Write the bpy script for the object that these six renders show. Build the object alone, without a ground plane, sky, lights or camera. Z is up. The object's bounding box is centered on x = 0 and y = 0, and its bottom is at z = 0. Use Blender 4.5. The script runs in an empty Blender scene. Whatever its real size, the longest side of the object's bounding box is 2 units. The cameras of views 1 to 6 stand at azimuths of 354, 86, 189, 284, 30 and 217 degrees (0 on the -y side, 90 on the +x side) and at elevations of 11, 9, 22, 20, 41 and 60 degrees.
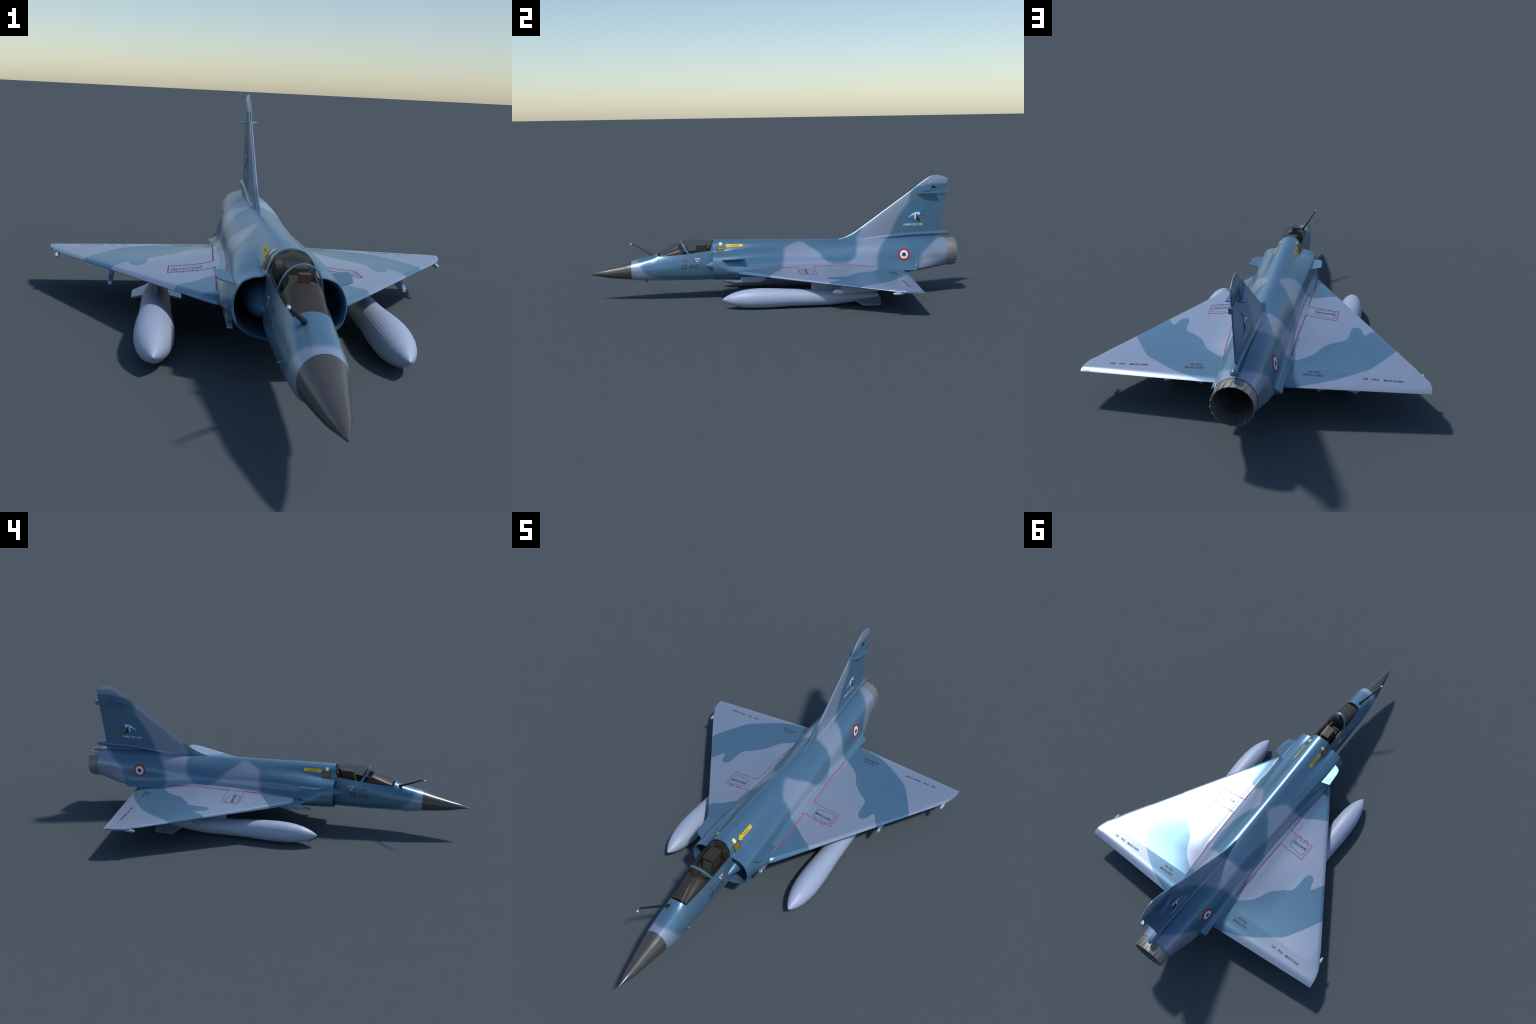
# Delta-winged jet fighter with two drop tanks, built part by part.
# Frame: nose towards -y, tail towards +y, z up, metres.
import bpy, bmesh, math
from mathutils import Vector
from mathutils.bvhtree import BVHTree

# ----------------------------------------------------------------- helpers
def pchip(xs, ys, x):
    """monotone cubic through (xs, ys)"""
    n = len(xs)
    if x <= xs[0]: return ys[0]
    if x >= xs[-1]: return ys[-1]
    i = 0
    while i < n - 2 and x > xs[i + 1]: i += 1
    h = [xs[k + 1] - xs[k] for k in range(n - 1)]
    d = [(ys[k + 1] - ys[k]) / h[k] for k in range(n - 1)]
    def m(k):
        if k == 0: return d[0]
        if k == n - 1: return d[-1]
        if d[k - 1] * d[k] <= 0: return 0.0
        w1, w2 = 2 * h[k] + h[k - 1], h[k] + 2 * h[k - 1]
        return (w1 + w2) / (w1 / d[k - 1] + w2 / d[k])
    t = (x - xs[i]) / h[i]
    a, b = m(i) * h[i], m(i + 1) * h[i]
    return (ys[i] * (2*t**3 - 3*t**2 + 1) + a * (t**3 - 2*t**2 + t)
            + ys[i + 1] * (-2*t**3 + 3*t**2) + b * (t**3 - t**2))

def lerp(a, b, t): return a + (b - a) * t
def frange(a, b, n): return [a + (b - a) * i / (n - 1) for i in range(n)]

def half_ring_spline(pts, per=6):
    """smooth curve through the control points of a half section (first and
    last on the symmetry plane), centripetal Catmull-Rom, `per` steps a span"""
    P = [Vector((-pts[1][0], pts[1][1]))] + [Vector(p) for p in pts] + [Vector((-pts[-2][0], pts[-2][1]))]
    out = []
    for i in range(1, len(P) - 2):
        p0, p1, p2, p3 = P[i - 1], P[i], P[i + 1], P[i + 2]
        t0 = 0.0
        t1 = t0 + max((p1 - p0).length, 1e-6) ** 0.5
        t2 = t1 + max((p2 - p1).length, 1e-6) ** 0.5
        t3 = t2 + max((p3 - p2).length, 1e-6) ** 0.5
        for k in range(per):
            t = lerp(t1, t2, k / per)
            A1 = p0 * ((t1 - t) / (t1 - t0)) + p1 * ((t - t0) / (t1 - t0))
            A2 = p1 * ((t2 - t) / (t2 - t1)) + p2 * ((t - t1) / (t2 - t1))
            A3 = p2 * ((t3 - t) / (t3 - t2)) + p3 * ((t - t2) / (t3 - t2))
            B1 = A1 * ((t2 - t) / (t2 - t0)) + A2 * ((t - t0) / (t2 - t0))
            B2 = A2 * ((t3 - t) / (t3 - t1)) + A3 * ((t - t1) / (t3 - t1))
            out.append(B1 * ((t2 - t) / (t2 - t1)) + B2 * ((t - t1) / (t2 - t1)))
    out.append(Vector(pts[-1]))
    return [(max(v.x, 0.0), v.y) for v in out]

def full_ring(half):
    """half ring (top -> bottom on +x) closed over -x"""
    return list(half) + [(-x, z) for x, z in reversed(half[1:-1])]

ROOT = bpy.data.objects.new("fighter_jet", None)
bpy.context.scene.collection.objects.link(ROOT)
ROOT["label"] = "blue-grey camouflaged delta-wing jet fighter with two drop tanks"
ROOT["category"] = "fighter jet"

def add_object(name, verts, faces, mats, parent=None, smooth=35, face_mats=None, stuff=False):
    me = bpy.data.meshes.new(name)
    me.from_pydata([tuple(v) for v in verts], [], faces)
    for m in (mats if isinstance(mats, (list, tuple)) else [mats]): me.materials.append(m)
    if face_mats:
        for p, k in zip(me.polygons, face_mats): p.material_index = k
    me.validate()
    bm = bmesh.new(); bm.from_mesh(me)
    bmesh.ops.remove_doubles(bm, verts=bm.verts, dist=1e-6)
    bmesh.ops.recalc_face_normals(bm, faces=bm.faces)
    bm.to_mesh(me); bm.free()
    if smooth:
        me.shade_smooth()
        me.set_sharp_from_angle(angle=math.radians(smooth))
    ob = bpy.data.objects.new(name, me)
    bpy.context.scene.collection.objects.link(ob)
    ob.parent = parent or ROOT
    if stuff: ob["kind"] = "stuff"
    return ob

def loft_faces(nr, n, closed=True, base=0):
    f = []
    for i in range(nr - 1):
        for j in range(n if closed else n - 1):
            k = (j + 1) % n
            f.append((base + i*n + j, base + i*n + k, base + (i+1)*n + k, base + (i+1)*n + j))
    return f

def mirrored(verts): return [(-x, y, z) for x, y, z in verts]

def extrude_outline(pts, axis_dir, half):
    """closed plate: outline points offset +-half along axis_dir"""
    d = Vector(axis_dir).normalized() * half
    n = len(pts)
    v = [Vector(p) + d for p in pts] + [Vector(p) - d for p in pts]
    f = [tuple(range(n)), tuple(reversed(range(n, 2*n)))]
    f += [(i, (i+1) % n, n + (i+1) % n, n + i) for i in range(n)]
    return v, f

def box(cx, cy, cz, sx, sy, sz):
    v = [(cx + a*sx, cy + b*sy, cz + c*sz) for a in (-1, 1) for b in (-1, 1) for c in (-1, 1)]
    f = [(0,1,3,2),(4,6,7,5),(0,4,5,1),(2,3,7,6),(0,2,6,4),(1,5,7,3)]
    return v, f

def bevel(ob, w=0.001, seg=2):
    m = ob.modifiers.new("bevel", "BEVEL"); m.width = w; m.segments = seg; m.limit_method = 'ANGLE'
    return ob

def revolve_y(profile, cx, seg, phase=0.0):
    """profile: (y, radius, centre z) -> verts, faces (ends with r=0 collapse)"""
    v, f = [], []
    for y, r, zc in profile:
        for j in range(seg):
            a = 2*math.pi*(j + phase)/seg
            v.append((cx + r*math.sin(a), y, zc + r*math.cos(a)))
    f = loft_faces(len(profile), seg)
    return v, f

# --------------------------------------------------------------- materials
LIGHT = (0.290, 0.358, 0.485, 1)
DARK = (0.098, 0.209, 0.322, 1)

def plain(name, col, rough=0.4, metallic=0.0, spec=0.5, grain=0.04, scale=60.0):
    m = bpy.data.materials.new(name); m.use_nodes = True
    nt = m.node_tree; b = nt.nodes["Principled BSDF"]
    tc = nt.nodes.new("ShaderNodeTexCoord")
    nz = nt.nodes.new("ShaderNodeTexNoise"); nz.inputs["Scale"].default_value = scale
    nt.links.new(tc.outputs["Object"], nz.inputs["Vector"])
    mx = nt.nodes.new("ShaderNodeMix"); mx.data_type = 'RGBA'
    mx.inputs[6].default_value = (*[c*(1-grain) for c in col[:3]], 1)
    mx.inputs[7].default_value = (*[min(1, c*(1+grain)) for c in col[:3]], 1)
    nt.links.new(nz.outputs["Fac"], mx.inputs[0])
    nt.links.new(mx.outputs[2], b.inputs["Base Color"])
    b.inputs["Roughness"].default_value = rough
    b.inputs["Metallic"].default_value = metallic
    b.inputs["Specular IOR Level"].default_value = spec
    return m

def node_math(nt, op, a, b=None, clamp=False):
    n = nt.nodes.new("ShaderNodeMath"); n.operation = op; n.use_clamp = clamp
    for i, x in enumerate((a, b)):
        if x is None: continue
        if isinstance(x, (int, float)): n.inputs[i].default_value = x
        else: nt.links.new(x, n.inputs[i])
    return n.outputs[0]

def border(nt, coord, pts, lo, hi):
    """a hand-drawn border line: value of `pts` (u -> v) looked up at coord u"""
    u = node_math(nt, 'DIVIDE', node_math(nt, 'SUBTRACT', coord, lo), hi - lo)
    fc = nt.nodes.new("ShaderNodeFloatCurve")
    c = fc.mapping.curves[0]
    q = [((p[0]-lo)/(hi-lo), p[1]) for p in pts]
    c.points[0].location = q[0]; c.points[1].location = q[-1]
    for p in q[1:-1]: c.points.new(*p)
    for p in c.points: p.handle_type = 'AUTO_CLAMPED'
    fc.mapping.use_clip = False
    fc.mapping.update()
    nt.links.new(u, fc.inputs["Value"])
    return fc.outputs[0]

def soft_step(nt, d, w):
    mr = nt.nodes.new("ShaderNodeMapRange"); mr.interpolation_type = 'SMOOTHSTEP'
    mr.inputs["From Min"].default_value = -w; mr.inputs["From Max"].default_value = w
    nt.links.new(d, mr.inputs["Value"])
    return mr.outputs[0]

def camo_start(name):
    m = bpy.data.materials.new(name); m.use_nodes = True
    nt = m.node_tree
    tc = nt.nodes.new("ShaderNodeTexCoord")
    sp = nt.nodes.new("ShaderNodeSeparateXYZ"); nt.links.new(tc.outputs["Object"], sp.inputs[0])
    return m, nt, tc, sp

def camo_end(nt, tc, mask, rough):
    b = nt.nodes["Principled BSDF"]
    mx = nt.nodes.new("ShaderNodeMix"); mx.data_type = 'RGBA'
    mx.inputs[6].default_value = LIGHT; mx.inputs[7].default_value = DARK
    nt.links.new(mask, mx.inputs[0])
    nz = nt.nodes.new("ShaderNodeTexNoise"); nz.inputs["Scale"].default_value = 9.0
    nt.links.new(tc.outputs["Object"], nz.inputs["Vector"])
    hv = nt.nodes.new("ShaderNodeHueSaturation")
    nt.links.new(node_math(nt, 'ADD', node_math(nt, 'MULTIPLY', nz.outputs["Fac"], 0.10), 0.95), hv.inputs["Value"])
    nt.links.new(mx.outputs[2], hv.inputs["Color"])
    nt.links.new(hv.outputs[0], b.inputs["Base Color"])
    b.inputs["Roughness"].default_value = rough
    b.inputs["Metallic"].default_value = METAL
    b.inputs["Specular IOR Level"].default_value = 0.5

GLOSS, METAL = 0.30, 0.42
def side_camo():
    """paint of fuselage and fin: borders drawn in the side elevation (y, z)"""
    m, nt, tc, sp = camo_start("side_camouflage_paint")
    low = [(-1, 1.0), (-.772, 1.0), (-.764, .235), (-.742, .218), (-.730, .205), (-.722, .190), (-.708, .166),
           (-.687, .146), (-.655, .131), (-.60, .124), (-.50, .116), (-.36, .112), (-.30, .10), (-.05, .10),
           (-.01, .135), (.023, .157), (.036, .185), (.042, .225), (.047, .266), (.063, .279), (.096, .292),
           (.140, .302), (.152, .300), (.178, .281), (.217, .258), (.245, .235), (.26, .215), (.287, .197), (.326, .189),
           (.37, .189), (.409, .202), (.431, .226), (.444, .256), (.450, .30), (.458, .318), (.478, .345),
           (.485, .37), (.492, .8), (.535, .8), (.543, .03), (.765, .03), (.777, .136), (.785, .178),
           (.796, .222), (.841, .261), (.886, .293), (.914, .304), (.935, .316), (1.05, .316)]
    top = [(-1, 1.0), (.50, 1.0), (.525, .10), (.543, .14), (.547, .185), (.555, .227), (.573, .266), (.606, .299), (.634, .321),
           (.653, .363), (.675, .407), (.703, .452), (.735, .490), (.750, .515), (.756, .585), (.79, .586),
           (.818, .588), (.88, .599), (.957, .598), (1.05, .598)]
    y, z = sp.outputs[1], sp.outputs[2]
    total = None
    for dy in (-.009, -.0055, -.002, .002, .0055, .009):      # over-sprayed, soft edges
        yy = node_math(nt, 'ADD', y, dy)
        a = soft_step(nt, node_math(nt, 'SUBTRACT', z, border(nt, yy, low, -1, 1.05)), .008)
        b = soft_step(nt, node_math(nt, 'SUBTRACT', border(nt, yy, top, -1, 1.05), z), .007)
        k = node_math(nt, 'MULTIPLY', a, b)
        total = k if total is None else node_math(nt, 'ADD', total, k)
    camo_end(nt, tc, node_math(nt, 'DIVIDE', total, 6.0), GLOSS)
    return m

def wing_camo():
    """paint of the wing's upper side: borders drawn in plan (|x|, y)"""
    m, nt, tc, sp = camo_start("wing_camouflage_paint")
    x = node_math(nt, 'ABSOLUTE', sp.outputs[0]); y = sp.outputs[1]
    nz = nt.nodes.new('ShaderNodeTexNoise'); nz.inputs['Scale'].default_value = 27.0; nz.inputs['Detail'].default_value = 1.0
    cv = nt.nodes.new('ShaderNodeCombineXYZ'); nt.links.new(x, cv.inputs[0]); nt.links.new(y, cv.inputs[1]); nt.links.new(cv.outputs[0], nz.inputs['Vector'])
    yw = node_math(nt, 'ADD', y, node_math(nt, 'MULTIPLY', node_math(nt, 'SUBTRACT', nz.outputs['Fac'], .5), .020))
    inner = [(0, .05), (.10, .038), (.157, .022), (.204, -.012), (.252, -.042), (.30, -.12), (.7, -.5)]
    front = [(0, .56), (.10, .555), (.128, .550), (.150, .540), (.168, .526), (.19, .505), (.212, .477), (.224, .455), (.236, .430),
             (.25, .410), (.262, .398), (.285, .379), (.302, .367), (.318, .356), (.326, .335), (.331, .275), (.338, .246), (.350, .238), (.364, .244),
             (.374, .258), (.383, .290), (.390, .297), (.400, .285), (.412, .265), (.428, .243), (.445, .18), (.7, .0)]
    rear = [(0, .75), (.128, .715), (.2, .690), (.27, .661), (.34, .618), (.385, .584), (.416, .561),
            (.45, .513), (.475, .470), (.494, .436), (.518, .388), (.56, .25), (.7, .0)]
    s = lambda d: soft_step(nt, d, .004)
    c = lambda pts: border(nt, x, pts, 0, .7)
    d1 = s(node_math(nt, 'SUBTRACT', c(inner), y))
    d2 = s(node_math(nt, 'SUBTRACT', yw, c(front)))
    d3 = s(node_math(nt, 'SUBTRACT', c(rear), y))
    camo_end(nt, tc, node_math(nt, 'MAXIMUM', d1, node_math(nt, 'MULTIPLY', d2, d3)), GLOSS)
    return m

M_SIDE, M_WING = side_camo(), wing_camo()
M_LIGHT = plain("light_blue_grey_paint", LIGHT, GLOSS, METAL)
M_DARK = plain("dark_blue_paint", DARK, GLOSS, METAL)
M_TANK = plain("light_paint_sunlit", (0.36, 0.43, 0.580, 1), 0.5, 0.08)  # light paint made brighter: the tanks' sunlit look put into the colour
M_RADOME = plain("radome_grey", (0.105, 0.105, 0.106, 1), 0.30, 0.5)
M_BLACK = plain("black_paint", (0.006, 0.007, 0.009, 1), 0.45)
M_INK = plain("stencil_ink", (0.02, 0.022, 0.026, 1), 0.5)
M_RED = plain("red_paint", (0.38, 0.012, 0.020, 1), 0.45)
M_REDLINE = plain("walkway_red", (0.30, 0.022, 0.040, 1), 0.5)
M_PINK = plain("walkway_pink", (0.36, 0.11, 0.15, 1), 0.5)
M_WHITE = plain("white_paint", (0.72, 0.76, 0.80, 1), 0.45)
M_BLUE = plain("roundel_blue", (0.012, 0.02, 0.14, 1), 0.45)
M_YELLOW = plain("rescue_yellow", (0.78, 0.50, 0.012, 1), 0.45)
M_LIME = plain("lime_edge", (0.55, 0.60, 0.03, 1), 0.45)
M_DELTA = plain("emblem_blue", (0.022, 0.19, 0.48, 1), 0.45)
M_BEAK = plain("emblem_red", (0.28, 0.05, 0.045, 1), 0.45)
M_METAL = plain("nozzle_metal", (0.25, 0.245, 0.24, 1), 0.45, metallic=0.4, grain=0.15, scale=25)
M_DUCT = plain("dark_duct", (0.02, 0.021, 0.024, 1), 0.6)  # one even near-black tone along the whole duct
M_CHROME = plain("probe_tip_metal", (0.85, 0.85, 0.87, 1), 0.2, metallic=0.6)
M_HOOD = plain("cockpit_brown_black", (0.043, 0.037, 0.033, 1), 0.42)
M_COCKPIT = plain("cockpit_dark", (0.025, 0.024, 0.024, 1), 0.5)
M_GREEN = plain("seat_green", (0.042, 0.062, 0.028, 1), 0.6)
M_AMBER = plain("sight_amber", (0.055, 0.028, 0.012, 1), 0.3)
M_OLIVE = plain("antenna_olive", (0.16, 0.14, 0.02, 1), 0.5)
M_GREY = plain("grey_metal", (0.35, 0.35, 0.37, 1), 0.4)

def glass():
    m = bpy.data.materials.new("canopy_glass"); m.use_nodes = True
    b = m.node_tree.nodes["Principled BSDF"]
    nt = m.node_tree
    fr = nt.nodes.new("ShaderNodeLayerWeight"); fr.inputs[0].default_value = 0.15
    tint = nt.nodes.new("ShaderNodeMix"); tint.data_type = 'RGBA'
    tint.inputs[6].default_value = (.035, .028, .024, 1); tint.inputs[7].default_value = (.05, .045, .042, 1)
    nt.links.new(fr.outputs[1], tint.inputs[0]); nt.links.new(tint.outputs[2], b.inputs["Base Color"])
    b.inputs["Roughness"].default_value = 0.22
    b.inputs["Alpha"].default_value = 0.16
    b.inputs["Specular IOR Level"].default_value = 0.15
    return m
M_GLASS = glass()

# ------------------------------------------------- forward fuselage (nose)
# stations: y at the sill, backward lean of the top, half section of 10
# control points from top to bottom; point 4 is the cockpit sill
ANG = [0, 16, 33, 50, 66, 82, 98, 120, 148, 180]
def round_section(r, c, w=None):
    w = w or r
    return [(w*math.sin(math.radians(a)), c + r*math.cos(math.radians(a))) for a in ANG]
NOSE_TIP = (-1.0, .1475)
NOSE = [
    (-.9985, 0, round_section(.0006, .1475)), (-.985, 0, round_section(.0048, .1480)),
    (-.95, 0, round_section(.0148, .1513)), (-.915, 0, round_section(.0230, .1520)), (-.88, 0, round_section(.0302, .1540, .029)),
    (-.821, 0, round_section(.0412, .1588, .0395)), (-.772, 0, round_section(.0505, .1640, .0480)),
    (-.745, 0, [(0,.2205),(.014,.2190),(.027,.2130),(.038,.2030),(.045,.1910),(.0505,.1770),(.0515,.1570),(.046,.1330),(.028,.1150),(0,.1105)]),
    (-.702, 0, [(0,.2310),(.014,.2295),(.027,.2240),(.038,.2150),(.0455,.2035),(.053,.1840),(.0550,.1600),(.049,.1320),(.030,.1130),(0,.1085)]),
    (-.66, -.002, [(0,.2410),(.013,.2395),(.025,.2350),(.035,.2275),(.042,.2180),(.0535,.1930),(.0575,.1650),(.051,.1330),(.031,.1120),(0,.1075)]),
    (-.622, -.010, [(0,.2535),(.011,.2525),(.021,.2495),(.030,.2445),(.036,.2380),(.0525,.2040),(.0590,.1690),(.053,.1340),(.032,.1115),(0,.1070)]),
    (-.612, -.012, [(0,.2580),(.011,.2568),(.021,.2534),(.0305,.2472),(.0370,.2392),(.0530,.2050),(.0592,.1695),(.053,.1340),(.032,.1115),(0,.1068)]),
    (-.54, -.024, [(0,.2900),(.013,.2875),(.026,.2795),(.0370,.2640),(.0430,.2455),(.0560,.2100),(.0605,.1730),(.054,.1345),(.033,.1105),(0,.1050)]),
    (-.466, -.036, [(0,.3175),(.016,.3135),(.030,.3020),(.0415,.2800),(.0480,.2525),(.0580,.2160),(.0612,.1760),(.055,.1350),(.034,.1095),(0,.1035)]),
    (-.456, -.033, [(0,.3235),(.017,.3195),(.032,.3080),(.0435,.2850),(.0485,.2535),(.0582,.2170),(.0613,.1765),(.055,.1350),(.034,.1095),(0,.1033)]),
    (-.42, -.020, [(0,.3245),(.019,.3205),(.035,.3085),(.0465,.2860),(.0505,.2580),(.0585,.2195),(.0615,.1780),(.055,.1350),(.034,.1095),(0,.1030)]),
    (-.38, -.003, [(0,.3215),(.021,.3170),(.038,.3045),(.0485,.2855),(.0520,.2630),(.0585,.2225),(.0615,.1790),(.055,.1355),(.034,.1098),(0,.1035)]),
    (-.345, .015, [(0,.3185),(.022,.3140),(.040,.3000),(.0500,.2830),(.0535,.2670),(.0580,.2260),(.0605,.1800),(.054,.1360),(.034,.1105),(0,.1052)]),
    (-.3365, .0085, [(0,.3185),(.022,.3140),(.040,.3000),(.0505,.2810),(.0555,.2630),(.0580,.2260),(.0600,.1800),(.054,.1360),(.034,.1110),(0,.1058)]),
    (-.333, .006, [(0,.3130),(.020,.3090),(.036,.2960),(.0460,.2790),(.0500,.2600),(.0560,.2260),(.0580,.1800),(.052,.1380),(.034,.1140),(0,.1100)]),
    (-.10, 0, [(0,.290),(.016,.287),(.030,.278),(.040,.265),(.046,.250),(.050,.220),(.050,.180),(.046,.140),(.030,.122),(0,.118)]),
]
PER = 6
SILL = 4 * PER            # index of the sill on the half ring
NY = [s[0] for s in NOSE]
def nose_half(y):
    pts = [(pchip(NY, [s[2][k][0] for s in NOSE], y), pchip(NY, [s[2][k][1] for s in NOSE], y)) for k in range(10)]
    lean = pchip(NY, [s[1] for s in NOSE], y)
    half = half_ring_spline(pts, PER)
    zt, zs = pts[0][1], pts[4][1]
    return [(x, y + lean * min(1, max(0, (z - zs) / max(zt - zs, 1e-4))), z) for x, z in half]

ys = set([-.772, -.622, -.466, -.345, -.3365, -.333])
for a, b, n in [(-.9985, -.95, 8), (-.95, -.772, 18), (-.772, -.66, 12), (-.66, -.61, 10), (-.61, -.466, 20), (-.466, -.45, 6), (-.45, -.345, 14), (-.345, -.333, 5), (-.333, -.10, 6)]:
    for y in frange(a, b, n): ys.add(round(y, 5))
ys = sorted(ys)
HALF = {y: nose_half(y) for y in ys}
NH = len(HALF[ys[0]])
NR = 2 * (NH - 1)
def nose_ring(y, grow=0.0):
    h = HALF[y]
    return list(h) + [(-x, yy, z) for x, yy, z in reversed(h[1:-1])]
def above_sill(j):
    j = j % NR
    return j < SILL or j >= NR - SILL
def nose_part(name, yl, keep, mat, tip=False):
    v, f = [], []
    if tip: v.append((0, *NOSE_TIP))
    base = len(v)
    for y in yl: v += nose_ring(y)
    if tip: f += [(0, base + (j+1) % NR, base + j) for j in range(NR)]
    for i in range(len(yl) - 1):
        for j in range(NR):
            if keep(yl[i], yl[i+1], j):
                k = (j + 1) % NR
                f.append((base + i*NR + j, base + i*NR + k, base + (i+1)*NR + k, base + (i+1)*NR + j))
    bm_used = sorted({i for q in f for i in q})
    re = {o: n for n, o in enumerate(bm_used)}
    return add_object(name, [v[i] for i in bm_used], [tuple(re[i] for i in q) for q in f], mat, smooth=50)
EPS = 1e-6
nose_part("nose_cone", [y for y in ys if y <= -.772 + EPS], lambda a, b, j: True, M_RADOME, tip=True)
in_glass = lambda a, b: a >= -.622 - EPS and b <= -.345 + EPS
nose_part("forward_fuselage", [y for y in ys if y >= -.772 - EPS], lambda a, b, j: not (in_glass(a, b) and above_sill(j)), M_SIDE)
def glass_part(name, y0, y1):
    ob = nose_part(name, [y for y in ys if y0 - EPS <= y <= y1 + EPS], lambda a, b, j: above_sill(j), M_GLASS)
    return ob
glass_part("windscreen", -.622, -.466)
glass_part("canopy", -.466, -.345)

# canopy bow: strip that follows the section where windscreen meets canopy
def bow(name, yc, w, out, inn, mat):
    h = HALF[yc]
    path = [(-x, y, z) for x, y, z in reversed(h[1:SILL + 1])] + list(h[:SILL + 1])
    n = len(path); v, f = [], []
    cen = Vector((0, -.47, .25))
    for x, y, z in path:
        d = Vector((x, 0, z - .235)); d.normalize()
        for dy, o in ((-w, out), (w, out), (w, inn), (-w, inn)):
            v.append((x + d.x*o, y + dy, z + d.z*o))
    f = loft_faces(n, 4)
    f += [(0, 1, 2, 3), tuple(4*(n-1) + k for k in (3, 2, 1, 0))]
    return add_object(name, v, f, mat, smooth=40)
bow("canopy_frame", -.466, .0055, .0014, -.0016, M_DARK)

# ------------------------------------------------------------- cockpit
cock = bpy.data.objects.new("cockpit", None); bpy.context.scene.collection.objects.link(cock); cock.parent = ROOT
def cadd(name, v, f, m, **k): return add_object(name, v, f, m, parent=cock, **k)
cadd("cockpit_floor", *box(0, -.47, .205, .047, .15, .002), M_COCKPIT, smooth=0)
cadd("bulkhead", *extrude_outline([(-.048,-.347,.20),(.048,-.347,.20),(.050,-.345,.270),(.036,-.338,.302),(0,-.334,.315),(-.036,-.338,.302),(-.050,-.345,.270)], (0,1,0), .002), M_HOOD, smooth=0)
# anti-glare hood: a tapering arch inside the windscreen
v = []
hy = [-.619, -.60, -.56, -.52, -.505, -.495]
for y in hy:
    t = (y + .619) / .124
    zt = pchip([0, .2, .5, .8, .92, 1], [.2475, .254, .2685, .283, .284, .272], t)
    zs = lerp(.2365, .245, t); w = lerp(.034, .0435, t)
    for k in range(17):
        a = math.pi * k / 16
        v.append((-w*math.copysign(abs(math.cos(a))**.75, math.cos(a)), y, zs + (zt - zs)*math.sin(a)**.8))
f = loft_faces(len(hy), 17, closed=False)
m0 = len(v); n0 = 17*(len(hy)-1)
v += [(-.0435, -.495, .21), (.0435, -.495, .21)]
f.append(tuple(range(n0, n0+17)) + (m0+1, m0))
cadd("glare_shield", v, f, M_HOOD, smooth=50)
cadd("gun_sight", *box(0, -.511, .290, .0115, .009, .0105), M_AMBER, smooth=0)
cadd("sight_base", *box(0, -.506, .2785, .014, .012, .003), M_COCKPIT, smooth=0)
seat = bpy.data.objects.new("ejection_seat", None); bpy.context.scene.collection.objects.link(seat); seat.parent = cock
def sadd(name, v, f, m): return bevel(add_object(name, v, f, m, parent=seat, smooth=0), .0015)
side = [(-.424, .294), (-.358, .297), (-.370, .252), (-.420, .252)]
sadd("headrest", *extrude_outline([(0, y, z) for y, z in side], (1, 0, 0), .0235), M_HOOD)
side = [(-.418, .258), (-.372, .258), (-.360, .206), (-.420, .206), (-.430, .225)]
sadd("seat_frame", *extrude_outline([(0, y, z) for y, z in side], (1, 0, 0), .028), M_COCKPIT)
side = [(-.4225, .278), (-.419, .278), (-.431, .214), (-.440, .222)]
sadd("seat_back", *extrude_outline([(0, y, z) for y, z in side], (1, 0, 0), .0195), M_GREEN)
side = [(-.434, .226), (-.434, .216), (-.475, .212), (-.475, .222)]
sadd("seat_cushion", *extrude_outline([(0, y, z) for y, z in side], (1, 0, 0), .0195), M_GREEN)
for s in (-1, 1):
    cadd("side_console", *box(s*.037, -.45, .222, .008, .05, .012), M_COCKPIT, smooth=0)
    cadd("rear_panel", *extrude_outline([(s*.030, -.356, .262), (s*.030, -.336, .262), (s*.030, -.332, .300), (s*.030, -.350, .285)], (1,0,0), .008), M_COCKPIT, smooth=0)
    # rail along the sill
    rail = [HALF[y][SILL] for y in ys if -.618 <= y <= -.347]
    v = []
    for x, y, z in rail:
        for dx, dz in ((-.0015, -.002), (-.0015, .0004), (-.0055, .0004), (-.0055, -.014)):
            v.append((s*(x + dx), y, z + dz))
    add_object("sill_rail", v, loft_faces(len(rail), 4), M_COCKPIT, smooth=30)

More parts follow.
